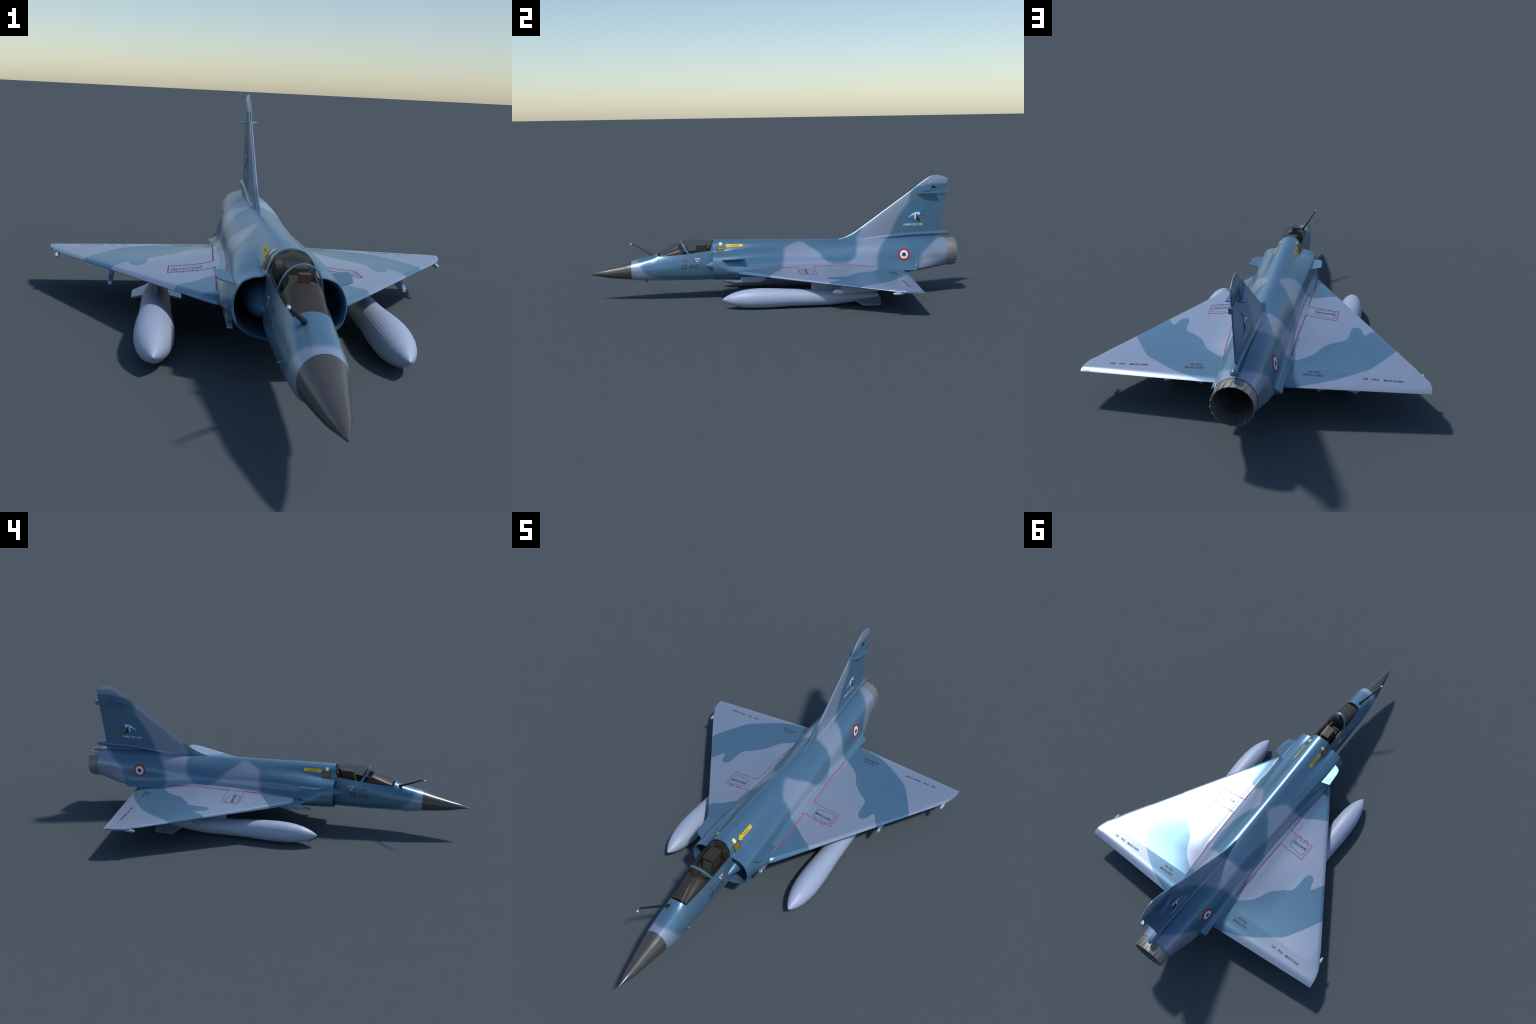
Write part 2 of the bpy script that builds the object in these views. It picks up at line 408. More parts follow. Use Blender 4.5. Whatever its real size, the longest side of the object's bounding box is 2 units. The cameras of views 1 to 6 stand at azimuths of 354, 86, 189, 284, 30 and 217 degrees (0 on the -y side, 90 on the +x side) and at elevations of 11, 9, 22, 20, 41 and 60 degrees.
# ------------------------------------------------- centre and rear fuselage
CA = [0, 12, 24, 37, 50, 64, 78, 95, 112, 130, 147, 164, 180]
def circ(r, c): return [(r*math.sin(math.radians(a)), c + r*math.cos(math.radians(a))) for a in CA]
BELLY = [(.130,.138), (.102,.117), (.055,.105), (0,.101)]
BODY = [
    (-.336, [(0,.3186),(.022,.3142),(.0405,.3002),(.0512,.2790),(.0580,.2600),(.085,.2545),(.110,.2420),(.127,.2130),(.1310,.183),(.122,.148),(.096,.124),(.055,.1095),(0,.1052)]),
    (-.285, [(0,.3180),(.022,.3137),(.0405,.3000),(.0523,.2798),(.0610,.2620),(.088,.2540),(.1125,.2395),(.1295,.2100),(.1335,.174),(.125,.146),(.098,.122),(.055,.108),(0,.103)]),
    (-.235, [(0,.3177),(.022,.3128),(.0402,.2993),(.0528,.2805),(.0640,.2665),(.0905,.2565),(.1145,.2400),(.131,.2065),(.1445,.163),(.130,.1435),(.100,.120),(.055,.1065),(0,.1015)]),
    (-.20,  [(0,.3174),(.022,.3123),(.0400,.2990),(.0530,.2810),(.0648,.2695),(.0915,.2585),(.1150,.2405),(.1315,.2040),(.1500,.1605),(.133,.1420),(.100,.119),(.055,.106),(0,.101)]),
    (-.10,  [(0,.3155),(.021,.3105),(.0385,.2992),(.0520,.2860),(.0670,.2740),(.0925,.2600),(.1135,.2385),(.1250,.1990),(.1530,.1635),*BELLY]),
    (.05,   [(0,.3122),(.020,.3073),(.0360,.2975),(.0520,.2850),(.0680,.2722),(.090,.2540),(.107,.2315),(.1180,.1975),(.1530,.1710),*BELLY]),
    (.20,   [(0,.3092),(.018,.3055),(.0350,.2955),(.0520,.2825),(.0690,.2668),(.087,.2470),(.102,.2260),(.1140,.1955),(.1510,.1730),*BELLY]),
    (.38,   [(0,.3050),(.018,.3018),(.0360,.2940),(.0540,.2832),(.0710,.2688),(.086,.2490),(.0995,.2250),(.1125,.1930),(.1490,.1725),*BELLY]),
    (.48,   [(0,.3060),(.018,.3035),(.0370,.2965),(.0550,.2860),(.0715,.2715),(.086,.2520),(.0985,.2280),(.1110,.1870),(.1480,.1560),*BELLY]),
    (.55,   [(0,.3060),(.019,.3040),(.0380,.2980),(.0560,.2880),(.0720,.2740),(.086,.2550),(.098,.2300),(.1085,.1830),(.1420,.1480),(.122,.138),(.100,.118),(.055,.106),(0,.102)]),
    (.62,   [(0,.3070),(.019,.3050),(.0380,.2995),(.0555,.2900),(.0710,.2765),(.085,.2580),(.0965,.2330),(.1060,.1760),(.1330,.1430),(.117,.134),(.090,.117),(.05,.109),(0,.107)]),
    (.70,   [(0,.3080),(.019,.3060),(.0370,.3010),(.0540,.2920),(.0690,.2790),(.082,.2610),(.0935,.2350),(.1035,.1700),(.1265,.1425),(.112,.135),(.085,.124),(.045,.117),(0,.115)]),
    (.763,  [(0,.3070),(.018,.3055),(.0355,.3005),(.0515,.2920),(.0655,.2800),(.078,.2630),(.0890,.2370),(.1020,.1650),(.1285,.1425),(.105,.1385),(.074,.129),(.040,.1240),(0,.1225)]),
    (.768,  [(0,.3068),(.018,.3053),(.0352,.3003),(.0512,.2918),(.0652,.2798),(.0775,.2628),(.0885,.2370),(.0985,.1850),(.1030,.1570),(.1025,.1420),(.074,.1295),(.040,.1245),(0,.1230)]),
    (.83,   circ(.0880, .2165)[:7] + [(.0902,.1960),(.0930,.1670),(.0900,.1495),(.066,.1380),(.037,.1325),(0,.1305)]),
    (.89,   circ(.0815, .2195)[:7] + [(.0813,.2060),(.0795,.1770),(.0715,.1580),(.053,.1460),(.030,.1405),(0,.1390)]),
    (.945, circ(.0765, .2220)),
]
BY = [s[0] for s in BODY]
def body_half(y, off=0.0):
    pts = [(pchip(BY, [s[1][k][0] for s in BODY], y), pchip(BY, [s[1][k][1] for s in BODY], y)) for k in range(13)]
    h = half_ring_spline(pts, 6)
    if off:
        out = []
        for i, (x, z) in enumerate(h):
            a, b = h[max(i-1, 0)], h[min(i+1, len(h)-1)]
            t = Vector((b[0]-a[0], b[1]-a[1])); t.normalize()
            out.append((max(0, x - t.y*off) if 0 < i < len(h)-1 else 0, z + t.x*off))
        h = out
    return h
byl = sorted(set([round(y, 5) for a, b, n in [(-.336, -.20, 12), (-.20, .70, 46), (.70, .762, 6), (.763, .768, 2), (.768, .945, 14)] for y in frange(a, b, n)]))
def lean(y, z): return y + .0075 * max(0, min(1, (z - .262)/.056)) * max(0, 1 - (y + .336)/.05)
rings, v = 0, []
# inlet duct (inside), lip, then outer skin
duct = [(.25, -.045), (.05, -.040), (-.12, -.028), (-.20, -.018), (-.27, -.0120), (-.310, -.0090), (-.326, -.0076), (-.3335, -.0056)]
nb = len(full_ring(body_half(0)))
for y, off in duct:
    v += [(x, lean(y, z), z) for x, z in full_ring(body_half(max(y, -.336), off))]
v += [(x, lean(-.3372, z), z) for x, z in full_ring(body_half(-.336, -.0028))]
for y in byl:
    v += [(x, lean(y, z), z) for x, z in full_ring(body_half(y))]
nrings = len(duct) + 1 + len(byl)
f = loft_faces(nrings, nb)
f.append(tuple(range(nb)))                                  # end of the duct: black cap, darkness of the depth painted on
fm = [0]*(len(f) - 1) + [1]
fuselage = add_object("fuselage", v, f, [M_SIDE, M_BLACK], smooth=40, face_mats=fm)

# inlet half-cones
for s in (-1, 1):
    prof = [(-.388, .0003), (-.36, .0125), (-.335, .0235), (-.30, .036), (-.25, .046), (-.15, .05)]
    v = []
    for y, r in prof:
        for j in range(24):
            a = 2*math.pi*j/24
            v.append((s*(.0575 + r*.85*math.cos(a)), y, .187 + r*math.sin(a)))
    add_object("inlet_cone", v, loft_faces(len(prof), 24), M_DARK, smooth=50)

# intake vanes (small strakes on the intake sides)
for s in (-1, 1):
    pts = [(.118,-.290,.2255),(.135,-.283,.2285),(.148,-.276,.2305),(.156,-.265,.232),(.1605,-.245,.233),(.1645,-.174,.236),(.120,-.166,.2285)]
    v, f = extrude_outline([(s*x, y, z) for x, y, z in pts], (-.1*s, 0, 1), .0013)
    add_object("strake", v, f, M_DARK, smooth=0)

# ------------------------------------------------------------------- wings
def le_y(x): return -.0505 + 1.62*(x - .25)
def te_y(x): return .705 - .065*(x - .127)
def z_le(x): return .150 - .06*(x - .25)
def z_te(x): return .134 - .019*(x - .127)
def crest(x): return pchip([.05, .142, .17, .2, .265, .4, .5, .62, .66], [.183, .1795, .1732, .1688, .1625, .1515, .1443, .1358, .1338], x)
def plateau(x): return pchip([.05, .13, .3, .62, .66], [.155, .1515, .1448, .1356, .1340], x)
HINGE = .585
def z_up(x, y):
    d = y - le_y(x)
    full = max(HINGE - le_y(x), .04)
    rise = pchip([0, .003, .010, .0225, .045, .12, .30], [0, .26, .55, .82, .87, .94, 1.0], d)
    zc = lerp(z_le(x), crest(x), rise)
    y2 = pchip([.12, .16, .30], [.37, .36, .25], x)
    t = max(0, min(1, (y - y2) / (HINGE - y2)))
    zp = min(plateau(x) + .0015, crest(x))
    return lerp(zc, lerp(z_le(x), zp, min(1, rise*1.02)), t*t*(3-2*t))
def z_low(x, y):
    c = te_y(x) - le_y(x); s = (y - le_y(x))/c
    return lerp(z_le(x), z_te(x), s) - .030*c*math.sqrt(max(0, s))*max(0, 1 - s)*1.2 - .0015*min(1, s*20)*(1 if s < 1 else 0)

def tip_x(y):
    """plan outline of the rounded wing tip"""
    return pchip([.52, .55, .575, .605, .64, .672], [.599, .6175, .632, .6425, .6485, .650], y)

XS = [.098, .117] + frange(.128, .599, 38)
def wing(s):
    # main panel: leading edge to hinge, spanwise stations, closed section
    NOSE_D = [0, .0012, .003, .006, .010, .0155, .0212, .0225, .026, .034, .045]
    REST = [.05, .11, .18, .27, .37, .48, .60, .72, .84, .93, 1.0]
    v, n = [], None
    stations = XS + [.606, .612, .618, .624, .630, .6345]
    for x in stations:
        y0 = max(le_y(x), -.10 if x < .11 else -.19 if x < .12 else -.203)
        if x > .60:                      # follow the rounded tip
            lo, hi = .52, .60
            for _ in range(40):
                mid = (lo + hi)/2
                if tip_x(mid) < x: lo = mid
                else: hi = mid
            y0 = lo
        sec = []
        c = HINGE - y0
        nd = [d*min(1, c/.11) for d in NOSE_D]
        U = [d/c for d in nd] + [lerp(nd[-1]/c, 1, r) for r in REST]
        shift = y0 - le_y(x)
        up = [(y0 + u*c, z_up(x, y0 + u*c - shift*(1-u))) for u in U]
        dn = [(y0 + u*c, z_low(x, y0 + u*c - shift*(1-u)) - .0006) for u in U[1:]]
        sec = list(reversed(up)) + dn
        n = len(sec)
        v += [(s*x, y, z) for y, z in sec]
    f = loft_faces(len(stations), n)
    fm = []
    nu = len(NOSE_D) + len(REST)
    for i in range(len(stations) - 1):
        for j in range(n): fm.append(0 if j < nu + 2 else 1)
    k = (len(stations)-1)*n
    f += [tuple(range(n)), tuple(k + j for j in reversed(range(n)))]; fm += [0, 0]
    return add_object("wing", v, f, [M_WING, M_LIGHT], smooth=38, face_mats=fm)

def tail_piece(name, s, xs, drop, outline=None, fall=1.0):
    """trailing piece behind the hinge; its upper side rolls over to the edge"""
    W = [0, .12, .3, .45, .55, .62, .68, .73, .79, .86, .93, 1.0]
    v = []
    for x in xs:
        xe = x
        sec = []
        y0, y1 = HINGE + .00015, te_y(x)
        xh = lerp(xs[0], outline(HINGE), (x - xs[0])/(xs[-1] - xs[0])) if outline else x
        zh = z_up(xh, HINGE); zt = z_te(x)
        up = []
        for w in W:
            y = lerp(y0, y1, w)
            flat = lerp(zh, lerp(zh, zt + .0108, fall), min(1, w/drop))
            k = max(0, (w - drop)/(1 - drop))
            up.append((y, lerp(flat, zt + .0006, k**2.4)))
        zl = z_low(xh, HINGE) - .0006
        sec = list(reversed(up)) + [(y0, zl), (lerp(y0, y1, .6), lerp(zl, zt, .62)), (y1, zt - .0006)]
        for y, z in sec:
            xx = x
            if outline: xx = lerp(xs[0], outline(y), (x - xs[0])/(xs[-1] - xs[0]))
            v.append((s*xx, y, z))
    n = len(W) + 3
    f = loft_faces(len(xs), n)
    fm = []
    for i in range(len(xs)-1):
        for j in range(n): fm.append(0 if j < len(W) else 1)
    k = (len(xs)-1)*n
    f += [tuple(range(n)), tuple(k + j for j in reversed(range(n)))]; fm += [0, 0]
    return add_object(name, v, f, [M_WING, M_LIGHT], smooth=38, face_mats=fm)

WINGS = []
for s in (1, -1):
    WINGS.append(wing(s))
    WINGS.append(tail_piece("elevon", s, frange(.095, .6152, 24), .58))
    WINGS.append(tail_piece("wing_tip", s, [.6155, .622, .630, .638, .645, .650], .62, tip_x, .45))

# ------------------------------------------------------- underwing fittings
for s in (-1, 1):
    def plate(name, pts, x, half, mat=M_LIGHT, bv=.0012):
        v, f = extrude_outline([(s*x, y, z) for y, z in pts], (1, 0, 0), half)
        return bevel(add_object(name, v, f, mat, smooth=0), bv)
    plate("outer_pylon", [(.256,.091),(.257,.101),(.268,.109),(.300,.113),(.300,.135),(.50,.132),(.505,.108),(.49,.098),(.47,.095)], .4325, .0055)
    plate("tank_pylon", [(.162,.140),(.165,.085),(.43,.080),(.47,.125)], .300, .0045)
    plate("fuselage_pylon", [(-.2275,.1035),(-.2265,.1070),(-.2235,.1105),(-.2180,.1135),(-.2100,.1150),(-.1950,.1155),(-.1900,.1230),(-.1850,.134),(-.06,.134),(-.055,.118),(-.082,.102)], .122, .0065)
    plate("actuator_fairing", [(.54,.128),(.60,.105),(.652,.101),(.656,.106),(.645,.128)], .385, .006)
    plate("actuator_fairing", [(.54,.128),(.60,.106),(.652,.103),(.656,.107),(.645,.128)], .232, .006)
    # navigation light pod below the wing tip
    prof = [(.521, .0003), (.523, .003), (.528, .0055), (.537, .0072), (.55, .0075), (.565, .006), (.578, .003), (.584, .0003)]
    v, f = revolve_y([(y, r, .1185) for y, r in prof], s*.6165, 20)
    add_object("wing_tip_pod", v, f, M_TANK, smooth=60)
    # drop tank, faceted lengthwise
    tank = bpy.data.objects.new("drop_tank", None); bpy.context.scene.collection.objects.link(tank); tank.parent = ROOT
    prof = [(-.2945, .0004, .0500), (-.288, .0075, .0500), (-.272, .0180, .0500), (-.250, .0285, .0500), (-.222, .0380, .0505), (-.185, .0460, .0508), (-.145, .0504, .0512), (-.100, .0517, .0519),
            (-.050, .0510, .0512), (.000, .0485, .0510), (.050, .0455, .0508), (.120, .0438, .0490), (.195, .0430, .0482), (.260, .0422, .0476), (.330, .0375, .0478), (.400, .0295, .0482), (.460, .0210, .0488), (.505, .0135, .0492), (.514, .0105, .0492)]
    v, f = revolve_y([(y, r*.987, z) for y, r, z in prof], s*.300, 36, .5)
    f.append(tuple((len(prof)-1)*36 + j for j in range(36)))
    add_object("tank_body", v, f, M_TANK, parent=tank, smooth=6)
    for t in (-1, 1):
        pts = [(.020,.378,.036),(.0765,.424,.0125),(.0765,.514,.0135),(.015,.524,.040)]
        v, f = extrude_outline([(s*.300 + t*x, y, z) for x, y, z in pts], (.36*t, 0, 1), .0036)
        bevel(add_object("tank_fin", v, f, M_LIGHT, parent=tank, smooth=0), .0008)

# --------------------------------------------------------------------- fin
LEAD = [(.333,.303),(.370,.3105),(.403,.3225),(.4375,.3385),(.4795,.3660),(.5975,.4502),(.7475,.5572),(.860,.6370),(.872,.6425),(.885,.6450),(.905,.6445),(.935,.6365),(.960,.6245)]
def fin():
    # section at height z between the leading edge and the trailing edge
    def y_lead(z): return pchip([p[1] for p in LEAD[:10]], [p[0] for p in LEAD[:10]], z)
    def y_trail(z):
        if z > .6245: return pchip([.6245, .6365, .6445, .6450], [.960, .935, .905, .885], z)
        return lerp(.919, .960, (z - .341)/(.6245 - .341))
    zs = frange(.300, .37, 12) + frange(.38, .60, 18) + [.61, .62, .6245, .63, .635, .639, .642, .644, .6449]
    W = [0, .006, .02, .045, .09, .2, .4, .6, .8, 1.0]
    v = []
    for z in zs:
        a, b = y_lead(max(z, .304)), y_trail(z)
        c = b - a
        base = pchip([.30, .37, .50, .62, .645], [.0105, .0092, .0070, .0050, .0016], z)
        prof = [base*pchip([0, .02, .06, .14, .5, .85, 1], [.0, .42, .62, .82, 1, .72, .40], w) for w in W]
        sec = [(t, lerp(a, b, w)) for t, w in zip(prof, W)]
        sec += [(-t, y) for t, y in reversed(sec[1:])]
        v += [(x, y, z) for x, y in sec]
    n = 2*len(W) - 1
    f = loft_faces(len(zs), n)
    f += [tuple((len(zs)-1)*n + j for j in range(n))]
    return add_object("tail_fin", v, f, M_SIDE, smooth=40)
FIN = fin()

# fin-root fairing ending in a rounded tail pod
st = [(.40, .295, .006, .008), (.46, .298, .012, .010), (.52, .302, .016, .012), (.60, .3095, .019, .0135), (.68, .3175, .0175, .0140), (.76, .3230, .0150, .0130), (.84, .3255, .0132, .0125),
      (.92, .3255, .0126, .0126), (.956, .3255, .0125, .0125), (.965, .3255, .0106, .0106), (.9715, .3255, .0066, .0066), (.9740, .3255, .0004, .0004)]
v = []
for y, zc, w, h in st:
    for j in range(28):
        a = 2*math.pi*j/28
        v.append((w*math.sin(a), y, zc + h*math.cos(a)))
add_object("tail_pod", v, loft_faces(len(st), 28) , M_SIDE, smooth=60)
v, f = extrude_outline([(0, .80, .300), (0, .919, .300), (0, .919, .318), (0, .80, .318)], (1,0,0), .006)
add_object("fin_root_web", v, f, M_SIDE, smooth=0)

# antenna vane, rear warning block and side fairings near the fin top
v, f = extrude_outline([(0,.780,.5475),(.012,.792,.5477),(.022,.806,.5480),(.028,.822,.5482),(.0315,.845,.5484),(.033,.893,.5486),(-.033,.893,.5486),(-.0315,.845,.5484),(-.028,.822,.5482),(-.022,.806,.5480),(-.012,.792,.5477)], (0,0,1), .0016)
add_object("antenna_vane", v, f, M_DARK, smooth=0)
v, f = extrude_outline([(0,.840,.549),(0,.885,.552),(0,.930,.5605),(0,.968,.5610),(0,.968,.5400),(0,.930,.5400),(0,.880,.545)], (1,0,0), .0078)
bevel(add_object("warning_receiver", v, f, M_DARK, smooth=0), .001)
for s in (-1, 1):
    v = [(s*.003,.818,.5600),(s*.003,.822,.5865),(s*.0105,.826,.5600),(s*.0095,.828,.5855),(s*.0105,.862,.5600),(s*.0095,.868,.5860),(s*.002,.870,.5600),(s*.002,.872,.5870)]
    f = [(0,1,3,2),(2,3,5,4),(4,5,7,6),(1,7,5,3),(0,2,4,6),(0,6,7,1)]
    add_object("fin_scoop", v, f, M_DARK, smooth=0)
    if s > 0:
        v = [(s*.002,.8705,.5862),(s*.0098,.8705,.5862),(s*.0098,.8705,.5755),(s*.002,.8705,.5755),(s*.0066,.888,.5860),(s*.0066,.901,.5755)]
        f = [(0,1,2,3),(0,4,1),(1,4,5,2),(2,5,3),(3,5,4,0)]
        add_object("scoop_black_wedge", v, f, M_BLACK, smooth=0)  # solid black wedge standing in for the scoop's dark opening
    v, f = extrude_outline([(s*.005,.855,.561),(s*.0085,.866,.573),(s*.006,.900,.5735),(s*.004,.935,.562)], (0, 0, 1), .0012)
    add_object("scoop_rail", v, f, M_DARK, smooth=0)

# ------------------------------------------------------------------ nozzle
noz = bpy.data.objects.new("jet_nozzle", None); bpy.context.scene.collection.objects.link(noz); noz.parent = ROOT
ZC = .2222
def revolved(name, prof, mat, seg=72, smooth=40):
    v, f = revolve_y([(y, r, ZC) for y, r in prof], 0, seg)
    return add_object(name, v, f, mat, parent=noz, smooth=smooth)
revolved("nozzle_gap_ring", [(.935, .070), (.9460, .0742), (.9460, .0735)], M_BLACK)  # black ring standing in for the dark gap between body and nozzle
tube = [(.9465, .0728), (.941, .0612)]
for i in range(26):
    y = .939 - i*.0052
    tube += [(y, .0612 - i*.0005), (y - .0020, .0592 - i*.0005), (y - .0026, .0592 - i*.0005)]
tube += [(.70, .0475), (.64, .0005)]
revolved("afterburner_duct", tube, M_DUCT, smooth=25)
petals = []
N = 20
for k in range(N):
    a0 = 2*math.pi*k/N
    v = []
    ys_p = [.9445, .958, .972, .986, .9995]
    rs = [.0748, .0755, .0757, .0752, .0738]
    for y, r in zip(ys_p, rs):
        t = (y - .9445)/.055
        tw = .085*t
        for i in range(6):
            u = i/5
            a = a0 + tw + u*2*math.pi/N*lerp(1.01, .945, t)
            lift = lerp(.0016, -.0012, u) * (0.30 + .70*t)
            for o in (0, -.0018): 
                v.append(((r + lift + o)*math.sin(a), y - .0016*u*t, ZC + (r + lift + o)*math.cos(a)))
    f = []
    for i in range(4):
        for j in range(5):
            b0, b1 = (i*6 + j)*2, ((i+1)*6 + j)*2
            f += [(b0, b0+2, b1+2, b1), (b0+1, b1+1, b1+3, b0+3)]
    for j in range(5):
        b0, b1 = j*2, (4*6 + j)*2
        f += [(b0, b0+1, b0+3, b0+2), (b1, b1+2, b1+3, b1+1)]
    for i in range(4):
        for j in (0, 5):
            b0, b1 = (i*6 + j)*2, ((i+1)*6 + j)*2
            f.append((b0, b1, b1+1, b0+1))
    petals.append(add_object("nozzle_petal", v, f, M_METAL, parent=noz, smooth=30))

# ------------------------------------------------------------ small fittings
def rod(name, path, radii, mat, seg=14, parent=None, tilt=(0, 0, 1)):
    v = []
    P = [Vector(p) for p in path]
    for i, p in enumerate(P):
        t = (P[min(i+1, len(P)-1)] - P[max(i-1, 0)]).normalized()
        a = t.cross(Vector(tilt)).normalized(); b = t.cross(a)
        for j in range(seg):
            q = 2*math.pi*j/seg
            v.append(p + (a*math.cos(q) + b*math.sin(q))*radii[i])
    f = loft_faces(len(P), seg) + [tuple(range(seg)), tuple((len(P)-1)*seg + j for j in range(seg))]
    return add_object(name, v, f, mat, parent=parent, smooth=50)
probe = bpy.data.objects.new("refuelling_probe", None); bpy.context.scene.collection.objects.link(probe); probe.parent = ROOT
rod("probe_arm", [(-.018,-.650,.232),(-.0205,-.661,.2405),(-.026,-.672,.2475),(-.050,-.720,.2735),(-.066,-.755,.2935),(-.0685,-.762,.2962),(-.0690,-.772,.2968)], [.0068,.0064,.0056,.0044,.0034,.0033,.0030], M_BLACK, parent=probe)
rod("probe_tip", [(-.0690,-.7715,.2968),(-.0690,-.775,.2968),(-.0690,-.7815,.2968),(-.0690,-.783,.2968)], [.0026,.0034,.0034,.0018], M_CHROME, parent=probe)
v, f = extrude_outline([(-.0185,-.640,.240),(-.0185,-.665,.236),(-.019,-.672,.2415),(-.019,-.662,.2475)], (1, 0, .35), .0022)
bevel(add_object("probe_base", v, f, M_BLACK, parent=probe, smooth=0), .0008)
rod("belly_antenna", [(0,-.6945,.112),(0,-.6945,.103),(0,-.6945,.095)], [.0048,.0046,.0036], M_OLIVE, tilt=(1,0,0))
rod("belly_antenna", [(0,-.598,.110),(0,-.598,.103)], [.004,.0035], M_OLIVE, tilt=(1,0,0))
for s in (-1, 1):
    rod("incidence_vane", [(s*.054,-.651,.163),(s*.0675,-.651,.157)], [.0011,.0011], M_GREY, seg=8)
    rod("pitot_stub", [(s*.0425,-.661,.2085),(s*.0475,-.6655,.2085)], [.0016,.0012], M_GREY, seg=8)

# -------------------------------------------------------------------- marks
bpy.context.view_layer.update()
def bvh_of(objs):
    vs, fs = [], []
    for o in objs:
        b = len(vs); vs += [v.co.copy() for v in o.data.vertices]
        fs += [[b + i for i in p.vertices] for p in o.data.polygons]
    return BVHTree.FromPolygons(vs, fs)
byname = lambda n: [o for o in bpy.data.objects if o.name.split(".")[0] == n]
T_SIDE = bvh_of(byname("fuselage") + byname("forward_fuselage"))
T_WING = bvh_of(WINGS + byname("fuselage"))
T_FIN = bvh_of([FIN])

class Frame:
    """flat drawing plane: origin o, axes u and v; marks drop onto the skin along d"""
    def __init__(self, o, u, v, d, tree): self.o, self.u, self.v, self.d, self.tree = Vector(o), Vector(u), Vector(v), Vector(d).normalized(), tree
    def drop(self, a, b, lift):
        p = self.o + self.u*a + self.v*b - self.d*.08
        hit, nrm, _, _ = self.tree.ray_cast(p, self.d, .25)
        if hit is None: return None
        if nrm.dot(self.d) > 0: nrm = -nrm
        return hit + nrm*lift

def lay(name, bm, frame, mat, lift, cell=.004, parent=None, stuff=False):
    """cut a flat drawing into small cells and lay it on the skin"""
    xs = [v.co.x for v in bm.verts]; zs = [v.co.y for v in bm.verts]
    for lo, hi, nrm in ((min(xs), max(xs), (1,0,0)), (min(zs), max(zs), (0,1,0))):
        n = int((hi - lo)/cell)
        for i in range(1, n + 1):
            c = lo + (hi - lo)*i/(n + 1)
            bmesh.ops.bisect_plane(bm, geom=bm.verts[:] + bm.edges[:] + bm.faces[:], plane_co=(c, 0, 0) if nrm[0] else (0, c, 0), plane_no=nrm)
    bmesh.ops.triangulate(bm, faces=bm.faces[:])
    bad = []
    for v in bm.verts:
        q = frame.drop(v.co.x, v.co.y, lift)
        if q is None: bad.append(v)
        else: v.co = q
    if bad: bmesh.ops.delete(bm, geom=bad, context='VERTS')
    me = bpy.data.meshes.new(name); bm.to_mesh(me); bm.free()
    me.materials.append(mat); me.shade_smooth()
    ob = bpy.data.objects.new(name, me); bpy.context.scene.collection.objects.link(ob)
    ob.parent = parent or ROOT
    if stuff: ob["kind"] = "stuff"
    return ob

def poly_bm(polys):
    bm = bmesh.new()
    for pts in polys:
        vs = [bm.verts.new((a, b, 0)) for a, b in pts]
        if len(vs) > 2: bm.faces.new(vs)
    bmesh.ops.remove_doubles(bm, verts=bm.verts, dist=1e-5)
    return bm
def ring_bm(r0, r1, n=48):
    c = lambda r, i: (r*math.cos(2*math.pi*i/n), r*math.sin(2*math.pi*i/n))
    if r0 == 0: return poly_bm([[c(r1, i) for i in range(n)]])
    return poly_bm([[c(r0, i), c(r1, i), c(r1, i+1), c(r0, i+1)] for i in range(n)])
def text_bm(text, cx, cy, w, h, bold=0.0, spacing=1.0):
    cu = bpy.data.curves.new("lettering", 'FONT'); cu.body = text; cu.size = 1; cu.offset = bold; cu.resolution_u = 3
    cu.space_character = spacing
    ob = bpy.data.objects.new("lettering", cu); bpy.context.scene.collection.objects.link(ob)
    dg = bpy.context.evaluated_depsgraph_get()
    me = bpy.data.meshes.new_from_object(ob.evaluated_get(dg))
    bm = bmesh.new(); bm.from_mesh(me)
    bpy.data.objects.remove(ob); bpy.data.curves.remove(cu); bpy.data.meshes.remove(me)
    x0, x1 = min(v.co.x for v in bm.verts), max(v.co.x for v in bm.verts)
    y0, y1 = min(v.co.y for v in bm.verts), max(v.co.y for v in bm.verts)
    for v in bm.verts:
        v.co = ((v.co.x - x0)/(x1 - x0)*w - w/2 + cx, (v.co.y - y0)/(y1 - y0)*h - h/2 + cy, 0)
    return bm
def line_quads(a, b, wid, dash=None, gap=0):
    a, b = Vector(a), Vector(b); L = (b - a).length; t = (b - a)/L; n = Vector((-t.y, t.x))*wid/2
    out, p = [], 0.0
    step = (dash + gap) if dash else L
    while p < L - 1e-6:
        q = min(L, p + (dash or L))
        c, d = a + t*p, a + t*q
        out.append([tuple(c - n), tuple(d - n), tuple(d + n), tuple(c + n)])
        p += step
    return out

